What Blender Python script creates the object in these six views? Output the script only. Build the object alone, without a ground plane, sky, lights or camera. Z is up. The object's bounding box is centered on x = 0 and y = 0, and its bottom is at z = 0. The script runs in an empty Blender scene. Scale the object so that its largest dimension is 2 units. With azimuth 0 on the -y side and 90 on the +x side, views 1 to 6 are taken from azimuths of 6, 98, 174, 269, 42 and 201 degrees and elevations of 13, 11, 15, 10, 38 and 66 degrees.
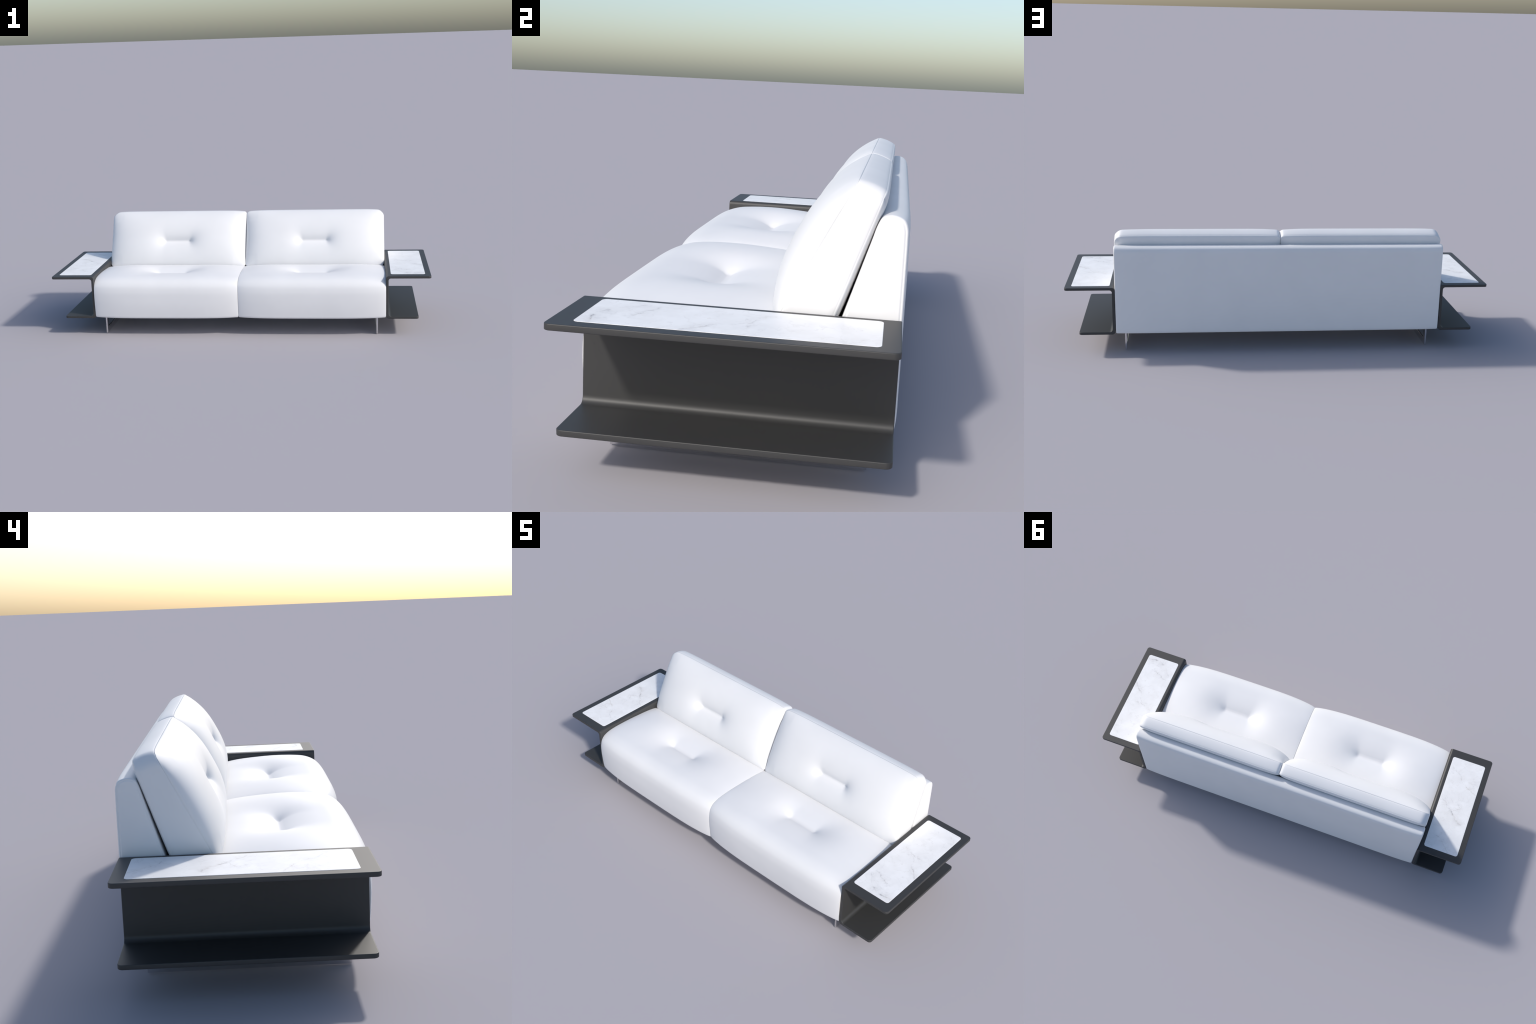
"""Two-seat white leather sofa carried on slim chrome sled legs, with a bent dark
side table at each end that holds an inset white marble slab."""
import bpy, math
from mathutils import Vector

# ----------------------------------------------------------------- helpers
def new_object(name, verts, faces, material, parent=None, smooth=True):
    mesh = bpy.data.meshes.new(name)
    mesh.from_pydata(verts, [], faces)
    mesh.validate()
    mesh.update()
    import bmesh
    bm = bmesh.new(); bm.from_mesh(mesh)
    bmesh.ops.recalc_face_normals(bm, faces=bm.faces)
    bm.to_mesh(mesh); bm.free()
    for p in mesh.polygons:
        p.use_smooth = smooth
    mesh.materials.append(material)
    ob = bpy.data.objects.new(name, mesh)
    bpy.context.scene.collection.objects.link(ob)
    if parent:
        ob.parent = parent
    return ob

def spline(points, count):
    """Catmull-Rom (centripetal-like) curve through 2D control points, `count` samples
    spread evenly along its length."""
    pts = [Vector(p) for p in points]
    dense = []
    n = len(pts)
    for i in range(n - 1):
        p1, p2 = pts[i], pts[i + 1]
        p0 = pts[i - 1] if i > 0 else p1 * 2 - p2
        p3 = pts[i + 2] if i + 2 < n else p2 * 2 - p1
        def knot(a, b): return max((b - a).length, 1e-6) ** 0.5
        t0 = 0.0; t1 = t0 + knot(p0, p1); t2 = t1 + knot(p1, p2); t3 = t2 + knot(p2, p3)
        for k in range(24):
            t = t1 + (t2 - t1) * k / 24
            a1 = p0 * ((t1 - t) / (t1 - t0)) + p1 * ((t - t0) / (t1 - t0))
            a2 = p1 * ((t2 - t) / (t2 - t1)) + p2 * ((t - t1) / (t2 - t1))
            a3 = p2 * ((t3 - t) / (t3 - t2)) + p3 * ((t - t2) / (t3 - t2))
            b1 = a1 * ((t2 - t) / (t2 - t0)) + a2 * ((t - t0) / (t2 - t0))
            b2 = a2 * ((t3 - t) / (t3 - t1)) + a3 * ((t - t1) / (t3 - t1))
            dense.append(b1 * ((t2 - t) / (t2 - t1)) + b2 * ((t - t1) / (t2 - t1)))
    dense.append(pts[-1])
    return dense

def lerp(a, b, t):
    return a + (b - a) * t

def inset_steps(half, near, coarse):
    """Coordinates -half..half: given insets from both ends, then even steps."""
    inner = half - near[-1]
    m = max(2, int(round(2 * inner / coarse)))
    left = [-half + d for d in near]
    mid = [-inner + 2 * inner * k / m for k in range(1, m)]
    return left + mid + [-c for c in reversed(left)]

def round_corner(x, y, w, h, r):
    """Move a point of a w x h (half sizes) rectangle so that the rectangle and its
    insets get rounded corners. Returns new x, y and the inset distance."""
    d = min(w - abs(x), h - abs(y))
    rr = r - d
    if rr <= 1e-9:
        return x, y, d
    cx, cy = w - d - rr, h - d - rr
    ax, ay = abs(x) - cx, abs(y) - cy
    if ax > 0 and ay > 0:
        ang = (ay / rr) * math.pi / 4 if ax >= ay else math.pi / 2 - (ax / rr) * math.pi / 4
        nx, ny = cx + rr * math.cos(ang), cy + rr * math.sin(ang)
        return math.copysign(nx, x), math.copysign(ny, y), d
    return x, y, d

def grid_faces(nu, nv, base=0):
    return [(base + i * nv + j, base + (i + 1) * nv + j, base + (i + 1) * nv + j + 1, base + i * nv + j + 1)
            for i in range(nu - 1) for j in range(nv - 1)]

def rim_indices(nu, nv):
    loop = [i * nv for i in range(nu)]
    loop += [(nu - 1) * nv + j for j in range(1, nv)]
    loop += [i * nv + nv - 1 for i in range(nu - 2, -1, -1)]
    loop += [j for j in range(nv - 2, 0, -1)]
    return loop

def rounded_plate(half_u, half_v, corner, thick, edge, place, step=0.02, step_v=0.02):
    """A sheet with rounded plan corners and rounded edges, bent by `place(u, v, offset)`."""
    near = [edge * (1 - math.cos(math.pi / 2 * k / 5)) for k in range(6)] + [edge * 1.5]
    k = 1
    while near[-1] + 0.0022 < corner * 1.05:
        near.append(near[-1] + 0.0022)
    us, vs = inset_steps(half_u, near, step), inset_steps(half_v, near, step_v)
    nu, nv = len(us), len(vs)
    verts = []
    for side in (1, -1):
        for u in us:
            for v in vs:
                x, y, d = round_corner(u, v, half_u, half_v, corner)
                q = min(1.0, d / edge)
                off = thick / 2 - edge + edge * math.sqrt(max(0.0, 1 - (1 - q) ** 2))
                verts.append(place(x, y, side * off))
    n = nu * nv
    faces = grid_faces(nu, nv) + [tuple(reversed(f)) for f in grid_faces(nu, nv, n)]
    rim = rim_indices(nu, nv)
    for a, b in zip(rim, rim[1:] + rim[:1]):
        faces.append((a, b, n + b, n + a))
    return verts, faces

def tuft(dx, db, half, broad, broad_r, sharp, sharp_r):
    """Depth of a pulled-in stitch: a short straight crease with a soft bowl around it."""
    ex = max(abs(dx) - half, 0.0)
    d = math.hypot(ex, db)
    soft = math.sqrt(d * d + 0.004 ** 2) - 0.004
    end = math.hypot(abs(dx) - half, db)
    return (broad * math.exp(-(d / broad_r) ** 2) + sharp * math.exp(-soft / sharp_r)
            + 0.0006 * math.exp(-(end / 0.012) ** 2))

# ----------------------------------------------------------------- materials
class Nodes:
    def __init__(self, name):
        self.mat = bpy.data.materials.new(name)
        self.mat.use_nodes = True
        self.t = self.mat.node_tree
        self.bsdf = self.t.nodes["Principled BSDF"]
        self.coord = self.t.nodes.new("ShaderNodeTexCoord").outputs["Object"]
    def add(self, kind, **kw):
        n = self.t.nodes.new(kind)
        for k, v in kw.items():
            setattr(n, k, v)
        return n
    def link(self, a, b):
        self.t.links.new(a, b)
    def noise(self, vec, scale, detail=3.0, rough=0.5):
        n = self.add("ShaderNodeTexNoise")
        n.inputs["Scale"].default_value = scale
        n.inputs["Detail"].default_value = detail
        n.inputs["Roughness"].default_value = rough
        self.link(vec, n.inputs["Vector"])
        return n
    def math(self, op, a, b=None, clamp=False):
        n = self.add("ShaderNodeMath", operation=op, use_clamp=clamp)
        for i, v in enumerate((a, b)):
            if v is None: continue
            if isinstance(v, (int, float)): n.inputs[i].default_value = v
            else: self.link(v, n.inputs[i])
        return n.outputs[0]
    def ramp(self, fac, stops):
        n = self.add("ShaderNodeValToRGB")
        e = n.color_ramp.elements
        while len(e) < len(stops): e.new(0.5)
        for el, (p, c) in zip(e, stops):
            el.position = p
            el.color = (c[0], c[1], c[2], 1)
        self.link(fac, n.inputs[0])
        return n.outputs[0]
    def bump(self, height, strength, distance):
        n = self.add("ShaderNodeBump")
        n.inputs["Strength"].default_value = strength
        n.inputs["Distance"].default_value = distance
        self.link(height, n.inputs["Height"])
        self.link(n.outputs[0], self.bsdf.inputs["Normal"])
    def mix(self, fac, a, b):
        n = self.add("ShaderNodeMix", data_type='RGBA')
        if isinstance(fac, (int, float)): n.inputs[0].default_value = fac
        else: self.link(fac, n.inputs[0])
        for sock, v in ((n.inputs[6], a), (n.inputs[7], b)):
            if isinstance(v, tuple): sock.default_value = (*v, 1)
            else: self.link(v, sock)
        return n.outputs[2]

def leather_material():
    m = Nodes("white_leather")
    big = m.noise(m.coord, 7.0, 3.0)
    m.link(m.ramp(big.outputs[0], [(0.3, LEATHER_A), (0.7, LEATHER_B)]), m.bsdf.inputs["Base Color"])
    m.bsdf.inputs["Roughness"].default_value = 0.5
    m.bsdf.inputs["Specular IOR Level"].default_value = 0.4
    grain = m.noise(m.coord, 420.0, 4.0)
    m.bump(grain.outputs[0], 0.06, 0.0006)
    return m.mat

def dark_material():
    m = Nodes("dark_lacquered_metal")
    n = m.noise(m.coord, 5.0, 2.0)
    m.link(m.ramp(n.outputs[0], [(0.3, DARK_A), (0.7, DARK_B)]), m.bsdf.inputs["Base Color"])
    m.bsdf.inputs["Roughness"].default_value = 0.5
    return m.mat

def chrome_material():
    m = Nodes("polished_chrome")
    n = m.noise(m.coord, 30.0, 2.0)
    m.link(m.ramp(n.outputs[0], [(0.3, (0.70, 0.70, 0.71)), (0.7, (0.76, 0.76, 0.77))]), m.bsdf.inputs["Base Color"])
    m.bsdf.inputs["Metallic"].default_value = 1.0
    m.bsdf.inputs["Roughness"].default_value = 0.12
    return m.mat

def marble_material(name, veins, seed):
    """White marble: each vein is a noise-warped line (point, direction, width, strength, reach)."""
    m = Nodes(name)
    off = m.add("ShaderNodeVectorMath", operation='ADD')
    m.link(m.coord, off.inputs[0]); off.inputs[1].default_value = (seed, seed * 0.7, 0)
    w1 = m.noise(off.outputs[0], 9.0, 5.0, 0.6)
    w2 = m.noise(off.outputs[0], 34.0, 4.0, 0.65)
    def warp(amount, src):
        s = m.add("ShaderNodeVectorMath", operation='SUBTRACT')
        m.link(src.outputs["Color"], s.inputs[0]); s.inputs[1].default_value = (0.5, 0.5, 0.5)
        k = m.add("ShaderNodeVectorMath", operation='SCALE')
        m.link(s.outputs[0], k.inputs[0]); k.inputs["Scale"].default_value = amount
        return k.outputs[0]
    a = m.add("ShaderNodeVectorMath", operation='ADD')
    m.link(m.coord, a.inputs[0]); m.link(warp(0.045, w1), a.inputs[1])
    b = m.add("ShaderNodeVectorMath", operation='ADD')
    m.link(a.outputs[0], b.inputs[0]); m.link(warp(0.022, w2), b.inputs[1])
    p = b.outputs[0]
    patch = m.noise(off.outputs[0], 26.0, 3.0, 0.6)
    speck = m.noise(off.outputs[0], 120.0, 3.0, 0.6)
    total = None
    for (px, py, ang, width, strength, reach) in veins:
        loc = m.add("ShaderNodeVectorMath", operation='SUBTRACT')
        m.link(p, loc.inputs[0]); loc.inputs[1].default_value = (px, py, 0)
        across = m.add("ShaderNodeVectorMath", operation='DOT_PRODUCT')
        m.link(loc.outputs[0], across.inputs[0])
        across.inputs[1].default_value = (-math.sin(ang), math.cos(ang), 0)
        along = m.add("ShaderNodeVectorMath", operation='DOT_PRODUCT')
        m.link(loc.outputs[0], along.inputs[0])
        along.inputs[1].default_value = (math.cos(ang), math.sin(ang), 0)
        d = m.math('ABSOLUTE', across.outputs["Value"])
        core = m.math('POWER', m.math('SUBTRACT', 1.0, m.math('DIVIDE', d, width, clamp=True), clamp=True), 2.0)
        halo = m.math('MULTIPLY', m.math('SUBTRACT', 1.0, m.math('DIVIDE', d, width * 7, clamp=True), clamp=True), 0.38)
        fade = m.math('SUBTRACT', 1.0, m.math('POWER', m.math('DIVIDE', m.math('ABSOLUTE', along.outputs["Value"]), reach, clamp=True), 3.0), clamp=True)
        v = m.math('MULTIPLY', m.math('MULTIPLY', m.math('ADD', core, halo), fade), strength)
        total = v if total is None else m.math('MAXIMUM', total, v)
    broken = m.math('MULTIPLY', m.math('SUBTRACT', patch.outputs[0], 0.34), 3.2, clamp=True)
    dots = m.math('MULTIPLY', m.math('SUBTRACT', speck.outputs[0], 0.25), 2.2, clamp=True)
    total = m.math('MULTIPLY', m.math('MULTIPLY', total, broken), dots, clamp=True)
    web = m.noise(p, 21.0, 3.0, 0.55)
    hair = m.math('SUBTRACT', 1.0, m.math('MULTIPLY', m.math('ABSOLUTE', m.math('SUBTRACT', web.outputs[0], 0.5)), 38.0), clamp=True)
    hair = m.math('MULTIPLY', m.math('MULTIPLY', hair, broken), 0.16)
    total = m.math('ADD', m.math('MULTIPLY', total, 0.85), hair, clamp=True)
    warm = m.noise(off.outputs[0], 14.0, 2.0)
    vein_col = m.ramp(warm.outputs[0], [(0.40, (0.25, 0.24, 0.25)), (0.56, (0.40, 0.35, 0.30))])
    cloud = m.noise(p, 16.0, 5.0, 0.6)
    ground = m.ramp(cloud.outputs[0], [(0.38, MARBLE_A), (0.62, MARBLE_B)])
    m.link(m.mix(total, ground, vein_col), m.bsdf.inputs["Base Color"])
    m.bsdf.inputs["Roughness"].default_value = 0.4
    return m.mat

LEATHER_A, LEATHER_B = (0.782, 0.782, 0.786), (0.806, 0.806, 0.810)
DARK_A, DARK_B = (0.038, 0.038, 0.038), (0.040, 0.040, 0.040)
MARBLE_A, MARBLE_B = (0.84, 0.835, 0.83), (0.895, 0.893, 0.89)

LEATHER = leather_material()
DARK = dark_material()
CHROME = chrome_material()

# ----------------------------------------------------------------- the sofa
sofa = bpy.data.objects.new("sofa", None)
bpy.context.scene.collection.objects.link(sofa)
sofa["label"] = "white leather two-seat sofa with dark marble-topped side tables"
sofa["category"] = "sofa"

BOTTOM = 0.0965          # underside of the upholstery
HALF = 0.7700            # half width of the upholstered body

# ---- seat cushions: section at the ends (edge) and at the middle (crown), y/z
EDGE = [(0.140, BOTTOM + .001), (-0.050, BOTTOM + .001), (-0.270, BOTTOM + .001), (-0.2870, BOTTOM + .0018), (-0.2925, 0.1020),
        (-0.2960, 0.120), (-0.2995, 0.165), (-0.3012, 0.203), (-0.2990, 0.243), (-0.2905, 0.272), (-0.2745, 0.289),
        (-0.2480, 0.300), (-0.2100, 0.3050), (-0.1300, 0.3060), (-0.0500, 0.3020), (0.0250, 0.2955), (0.0700, 0.2865),
        (0.100, 0.272), (0.175, 0.250)]
CROWN = [(0.140, BOTTOM), (-0.050, BOTTOM - .0012), (-0.280, BOTTOM - .0018), (-0.3045, BOTTOM - .0005), (-0.3110, 0.1000),
         (-0.3150, 0.120), (-0.3198, 0.165), (-0.3213, 0.203), (-0.3203, 0.243), (-0.3130, 0.274), (-0.2945, 0.2980),
         (-0.2620, 0.3120), (-0.2150, 0.3175), (-0.1300, 0.3228), (-0.0500, 0.3190), (0.0250, 0.3088), (0.0650, 0.2980),
         (0.095, 0.279), (0.175, 0.250)]

def seat_cushion(x0, x1):
    edge, crown = spline(EDGE, 0), spline(CROWN, 0)
    keep = list(range(0, 72, 8)) + list(range(72, len(edge), 3))
    if keep[-1] != len(edge) - 1: keep.append(len(edge) - 1)
    edge, crown = [edge[i] for i in keep], [crown[i] for i in keep]
    xc, hw = (x0 + x1) / 2, (x1 - x0) / 2
    near = [0, .0008, .002, .004, .007, .011, .016, .022, .03]
    xs = inset_steps(hw, near, 0.0065)
    verts, np_ = [], len(edge)
    for lx in xs:
        t = abs(lx / hw)
        f = 0.90 * (1 - t ** 4.0) + 0.10 * (1 - t ** 26)      # rise of the top
        g = 0.90 * (1 - t ** 4.0) + 0.10 * (1 - t ** 26)      # bulge of the front
        for e, c in zip(edge, crown):
            y, z = lerp(e.x, c.x, g), lerp(e.y, c.y, f)
            if z > 0.25 and y < 0.1:
                z -= tuft(lx, y + 0.095, 0.068, 0.020, 0.100, 0.0205, 0.027) * min(1.0, (z - 0.25) / 0.02)
            low = max(0.0, BOTTOM + 0.012 - z) / 0.012
            pull = 0.010 * (1 - math.sqrt(max(0.0, 1 - min(1.0, low) ** 2)))
            verts.append((xc + lx * (1 - pull / hw), y, z))
    faces = []
    nx = len(xs)
    for i in range(nx - 1):
        for j in range(np_):
            k = (j + 1) % np_
            faces.append((i * np_ + j, (i + 1) * np_ + j, (i + 1) * np_ + k, i * np_ + k))
    # flat ends on their own vertices, so the end edge stays crisp
    for i in (0, nx - 1):
        b = len(verts)
        verts += [verts[i * np_ + j] for j in range(np_)]
        faces.append(tuple(range(b, b + np_)))
    return new_object("seat_cushion", verts, faces, LEATHER, sofa)

seat_cushion(-HALF, -0.0006)
seat_cushion(0.0006, HALF)

# ---- backrest frame: a wedge with a rounded top, section y/z run along x
FRAME = [(0.150, BOTTOM + .001), (0.230, BOTTOM + .001), (0.3075, BOTTOM + .001), (0.3140, 0.1000), (0.3162, 0.108), (0.3166, 0.150), (0.3164, 0.300), (0.3162, 0.420), (0.3158, 0.470),
         (0.3145, 0.492), (0.3075, 0.5070), (0.2930, 0.5140), (0.2790, 0.5145), (0.2670, 0.5095), (0.2590, 0.4960),
         (0.2490, 0.4640), (0.2190, 0.3660), (0.1690, 0.2050), (0.1400, 0.1100)]

def backrest_frame():
    prof = spline(FRAME, 0)
    prof = prof[::3]
    n = len(prof)
    cen = Vector((sum(p.x for p in prof) / n, sum(p.y for p in prof) / n))
    normals = []
    for i in range(n):
        t = prof[(i + 1) % n] - prof[i - 1]
        normals.append(Vector((t.y, -t.x)).normalized())
    # distance from the end, inset of the section: rounded edge, then the welt groove
    hw = 0.7728
    ends = [(0.0, 0.0085), (0.0005, 0.0066), (0.0016, 0.0054), (0.0017, 0.0046), (0.0012, 0.0036), (0.0020, 0.0020),
            (0.0040, 0.0008), (0.0065, 0.0002), (0.0095, 0.0), (0.014, 0.0), (0.03, 0.0)]
    rows = [(-hw + d, ins) for d, ins in ends]
    inner = hw - 0.03
    rows += [(-inner + 2 * inner * k / 60, 0.0) for k in range(1, 60)]
    rows += [(hw - d, ins) for d, ins in reversed(ends)]
    verts, faces = [], []
    for x, ins in rows:
        for p, nn in zip(prof, normals):
            q = p - nn * ins
            # the end panel leans in a touch towards the floor
            lean = 1 - 0.0035 * max(0.0, (0.5 - q.y) / 0.4) / hw
            # the tight back swells a little between its ends
            swell = 0.0046 * min(1.0, max(0.0, (q.x - 0.285) / 0.025)) * (1 - abs(x / hw) ** 14)
            verts.append((x * lean, q.x + swell, q.y))
    for i in range(len(rows) - 1):
        for j in range(n):
            k = (j + 1) % n
            faces.append((i * n + j, (i + 1) * n + j, (i + 1) * n + k, i * n + k))
    for i in (0, len(rows) - 1):
        b = len(verts)
        verts += [verts[i * n + j] for j in range(n)]
        faces.append(tuple(range(b, b + n)))
    return new_object("backrest_frame", verts, faces, LEATHER, sofa)

backrest_frame()

# ---- back cushions: back seam ring, gusset band, front seam ring, domed front
BACK_LOW, BACK_TOP = Vector((0.1770, 0.2850)), Vector((0.2710, 0.5580))
FRONT_LOW, FRONT_TOP = Vector((0.0700, 0.2865)), Vector((0.2190, 0.5765))
CORNERS = {(1, 1): 0.036, (-1, 1): 0.016, (1, -1): 0.022, (-1, -1): 0.013}   # (outer side?, top?) -> radius

def back_cushion(x0, x1):
    xc, hw = (x0 + x1) / 2, (x1 - x0) / 2
    away = 1 if xc > 0 else -1
    def corner(u, v):
        return CORNERS[(1 if u * away > 0 else -1, 1 if v > 0 else -1)]
    def sag(u, v):
        # the top edge droops slightly towards both ends
        return -0.007 * abs(u / hw) ** 9 * max(0.0, v / hh)
    up = FRONT_TOP - FRONT_LOW
    hh = up.length / 2
    upn = up.normalized()
    forward = Vector((-upn.y, upn.x))
    backward = -Vector((-(BACK_TOP - BACK_LOW).y, (BACK_TOP - BACK_LOW).x)).normalized()
    near = [0, .0015, .003, .005, .008, .012, .017, .023, .030, .038, .046]
    us, vs = inset_steps(hw, near, 0.0068), inset_steps(hh, near, 0.0068)
    nu, nv = len(us), len(vs)
    verts = []
    def line(low, top, b):
        return low + (top - low) * ((b + hh) / (2 * hh))
    # domed front with its tuft
    for u in us:
        for v in vs:
            a, b, d = round_corner(u, v, hw, hh, corner(u, v))
            b += sag(u, v)
            # parameters measured on the unrounded grid keep the dome zero on the seam
            tu, tv = abs(u / hw), abs(v / hh)
            dome = 0.0575 * max(0.0, 1 - tu ** (4.2 if u * away > 0 else 5.6)) ** 0.58 * max(0.0, 1 - tv ** 2.5) ** (0.86 if v > 0 else 0.66)
            dome -= tuft(a, b + 0.022, 0.068, 0.008, 0.07, 0.0245, 0.019)  * min(1.0, dome / 0.03)
            welt = -0.0007 * math.exp(-(d / 0.0016) ** 2)
            p = line(FRONT_LOW, FRONT_TOP, b) + forward * (dome + welt)
            verts.append((xc + a, p.x, p.y))
    # ease the puckered corners of the front
    for sweep in range(14):
        old = list(verts)
        for i in range(1, nu - 1):
            for j in range(1, nv - 1):
                if hw - abs(us[i]) < 0.06 and hh - abs(vs[j]) < 0.06:
                    k = i * nv + j
                    verts[k] = tuple((old[k][c] * 2 + old[k - 1][c] + old[k + 1][c] + old[k - nv][c] + old[k + nv][c]) / 6
                                     for c in range(3))
    # back face, gently swollen
    nf = nu * nv
    for u in us:
        for v in vs:
            a, b, d = round_corner(u, v, hw, hh, corner(u, v))
            b += sag(u, v)
            tu, tv = abs(u / hw), abs(v / hh)
            dome = 0.0125 * max(0.0, 1 - tu ** 14) ** 0.6 * max(0.0, 1 - tv ** 9) ** 0.6
            p = line(BACK_LOW, BACK_TOP, b) + backward * dome
            verts.append((xc + a, p.x, p.y))
    faces = grid_faces(nu, nv) + [tuple(reversed(f)) for f in grid_faces(nu, nv, nf)]
    # gusset band between the seams
    rim = rim_indices(nu, nv)
    rows = [(0.0, -0.0), (0.015, -0.0002), (0.03, 0.0003), (0.06, .0012), (0.15, .0024), (0.3, .0034), (0.5, .0040), (0.7, .0034),
            (0.85, .0024), (0.94, .0012), (0.97, 0.0004), (0.985, -0.0004), (1.0, 0.0)]
    band = [[nf + i for i in rim]]
    for q, out in rows[1:-1]:
        row = []
        for idx in rim:
            u, v = us[idx // nv], vs[idx % nv]
            a, b, d = round_corner(u, v, hw, hh, corner(u, v))
            b += sag(u, v)
            # outward direction of the rounded outline
            ox = max(abs(a) - (hw - corner(u, v)), 0.0); ob = max(abs(b) - (hh - corner(u, v)), 0.0)
            l = math.hypot(ox, ob) or 1.0
            ox, ob = math.copysign(ox / l, a), math.copysign(ob / l, b)
            p = line(BACK_LOW, BACK_TOP, b) * (1 - q) + line(FRONT_LOW, FRONT_TOP, b) * q + upn * ob * out
            row.append(len(verts))
            verts.append((xc + a + ox * min(out, .0012), p.x, p.y))
        band.append(row)
    band.append(list(rim))
    m = len(rim)
    for r0, r1 in zip(band[:-1], band[1:]):
        for j in range(m):
            k = (j + 1) % m
            faces.append((r0[j], r0[k], r1[k], r1[j]))
    return new_object("back_cushion", verts, faces, LEATHER, sofa)

back_cushion(-0.7705, -0.0006)
back_cushion(0.0006, 0.7705)

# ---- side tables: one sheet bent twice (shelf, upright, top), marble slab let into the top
SHEET = 0.0122
FRONT_Y, BACK_Y = -0.2955, 0.3155

def filleted(points, radii, steps=12):
    """Polyline whose right-angle corners are replaced by arcs of the given radii."""
    out = [Vector(points[0])]
    for i, radius in enumerate(radii, start=1):
        p = Vector(points[i])
        a = (Vector(points[i - 1]) - p).normalized(); b = (Vector(points[i + 1]) - p).normalized()
        c = p + (a + b) * radius
        for k in range(steps + 1):
            th = math.pi / 2 * k / steps
            out.append(c - b * radius * math.cos(th) - a * radius * math.sin(th))
    out.append(Vector(points[-1]))
    return out

def side_table(side, marble):
    T = SHEET
    x_in, low, high = 0.7710, 0.0930, 0.3207
    outer = filleted([(0.9375, low), (x_in, low), (x_in, high), (1.0, high)], [0.014, 0.012])
    inner = filleted([(0.9375, low + T), (x_in + T, low + T), (x_in + T, high - T), (1.0, high - T)], [0.015, 0.012])
    lens = [0.0]
    for i in range(len(outer) - 1):
        lens.append(lens[-1] + ((outer[i + 1] - outer[i]).length + (inner[i + 1] - inner[i]).length) / 2)
    total = lens[-1]
    hu, hv = total / 2, (BACK_Y - FRONT_Y) / 2
    yc = (BACK_Y + FRONT_Y) / 2
    def place(u, v, off):
        s = min(max(u + hu, 0.0), total)
        i = 0
        while i < len(lens) - 2 and lens[i + 1] < s: i += 1
        t = (s - lens[i]) / (lens[i + 1] - lens[i])
        o, n = outer[i].lerp(outer[i + 1], t), inner[i].lerp(inner[i + 1], t)
        q = n.lerp(o, 0.5 + off / T)
        return (side * q.x, yc + v, q.y)
    verts, faces = rounded_plate(hu, hv, 0.0135, SHEET, 0.0016, place, 0.0025, 0.02)
    table = new_object("side_table", verts, faces, DARK, sofa)
    mx0, mx1, my0, my1 = 0.7955, 0.9710, -0.2520, 0.2825
    def slab(u, v, off):
        return (side * ((mx0 + mx1) / 2 + u), (my0 + my1) / 2 + v, 0.3182 + off)
    v2, f2 = rounded_plate((mx1 - mx0) / 2, (my1 - my0) / 2, 0.011, 0.006, 0.0006, slab, 0.03, 0.03)
    new_object("marble_slab", v2, f2, marble, table)

def vein(points, width, strength):
    """Straight runs of one vein: (centre x, centre y, angle, width, strength, half length)."""
    runs = []
    for (xa, ya), (xb, yb) in zip(points, points[1:]):
        runs.append(((xa + xb) / 2, (ya + yb) / 2, math.atan2(yb - ya, xb - xa), width, strength,
                     math.hypot(xb - xa, yb - ya) / 2 * 1.25))
    return runs

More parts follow.
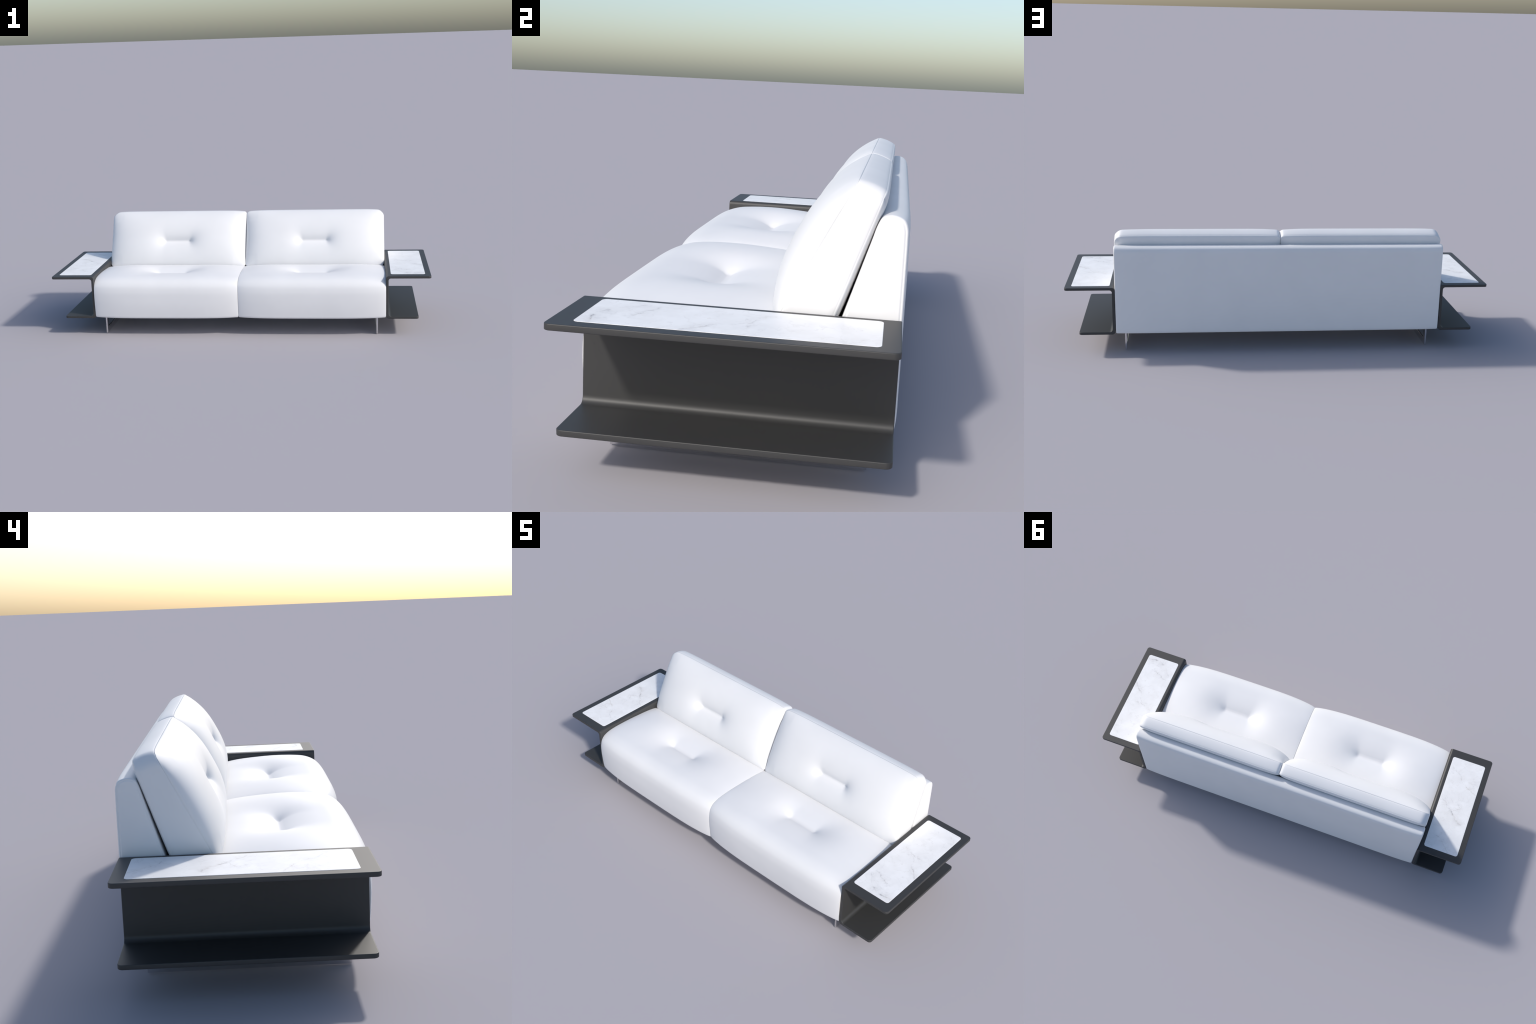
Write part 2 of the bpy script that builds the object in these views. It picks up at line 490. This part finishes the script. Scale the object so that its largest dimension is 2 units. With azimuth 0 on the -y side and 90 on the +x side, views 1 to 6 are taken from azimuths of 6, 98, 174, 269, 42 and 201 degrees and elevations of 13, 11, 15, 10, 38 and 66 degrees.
marble_a = marble_material("veined_marble",
    vein([(0.965, -0.222), (0.905, -0.235), (0.850, -0.210), (0.818, -0.165)], .0055, 1.0)
    + vein([(0.915, -0.170), (0.868, -0.150), (0.822, -0.133)], .0050, .75)
    + vein([(0.972, -0.070), (0.944, -0.040), (0.915, -0.008)], .0045, .95)
    + vein([(0.915, -0.008), (0.880, 0.045)], .0035, .45)
    + vein([(0.962, 0.050), (0.897, 0.040), (0.825, 0.066)], .0050, .60)
    + vein([(0.945, 0.005), (0.890, 0.060)], .0040, .45)
    + vein([(0.965, 0.230), (0.930, 0.262)], .0040, .40), 3.1)
marble_b = marble_material("veined_marble_pale",
    vein([(-0.800, -0.196), (-0.862, -0.158), (-0.890, -0.120), (-0.972, -0.066)], .0050, .95)
    + vein([(-0.885, -0.125), (-0.940, -0.070)], .0035, .40)
    + vein([(-0.915, -0.136), (-0.966, -0.128)], .0040, .55)
    + vein([(-0.800, 0.002), (-0.870, 0.055), (-0.905, 0.096), (-0.935, 0.116)], .0055, .85)
    + vein([(-0.872, 0.053), (-0.922, 0.032), (-0.890, -0.005)], .0035, .55)
    + vein([(-0.814, 0.200), (-0.860, 0.216), (-0.922, 0.280)], .0035, .65), 7.4)
side_table(1, marble_a)
side_table(-1, marble_b)

# ---- sled legs: flat chrome bar standing on its edge, front post - floor run - rear post
def sled_leg(x):
    w, deep, tall = 0.0042, 0.028, 0.029
    y0, y1, top = -0.2550, 0.2685, BOTTOM + 0.006
    outer = [(y0, top), (y0, 0.0), (y1, 0.0), (y1, top)]
    inner = [(y0 + deep, top), (y0 + deep, tall), (y1 - deep, tall), (y1 - deep, top)]
    e = 0.0010
    verts, faces = [], []
    def ring(sx, grow):
        o = [(y0 + grow, top), (y0 + grow, grow), (y1 - grow, grow), (y1 - grow, top)]
        i = [(y0 + deep - grow, top), (y0 + deep - grow, tall - grow), (y1 - deep + grow, tall - grow), (y1 - deep + grow, top)]
        b = len(verts)
        for (y, z) in o + i[::-1]:
            verts.append((x + sx, y, z))
        return b
    bases = [ring(-w, e), ring(-w + e, 0), ring(w - e, 0), ring(w, e)]
    for p, q in zip(bases[:-1], bases[1:]):
        for j in range(8):
            k = (j + 1) % 8
            faces.append((p + j, p + k, q + k, q + j))
    for b in (bases[0], bases[-1]):
        faces += [(b, b + 1, b + 6, b + 7), (b + 1, b + 2, b + 5, b + 6), (b + 2, b + 3, b + 4, b + 5)]
    return new_object("sled_leg", verts, faces, CHROME, sofa, smooth=False)

sled_leg(0.7252)
sled_leg(-0.7252)
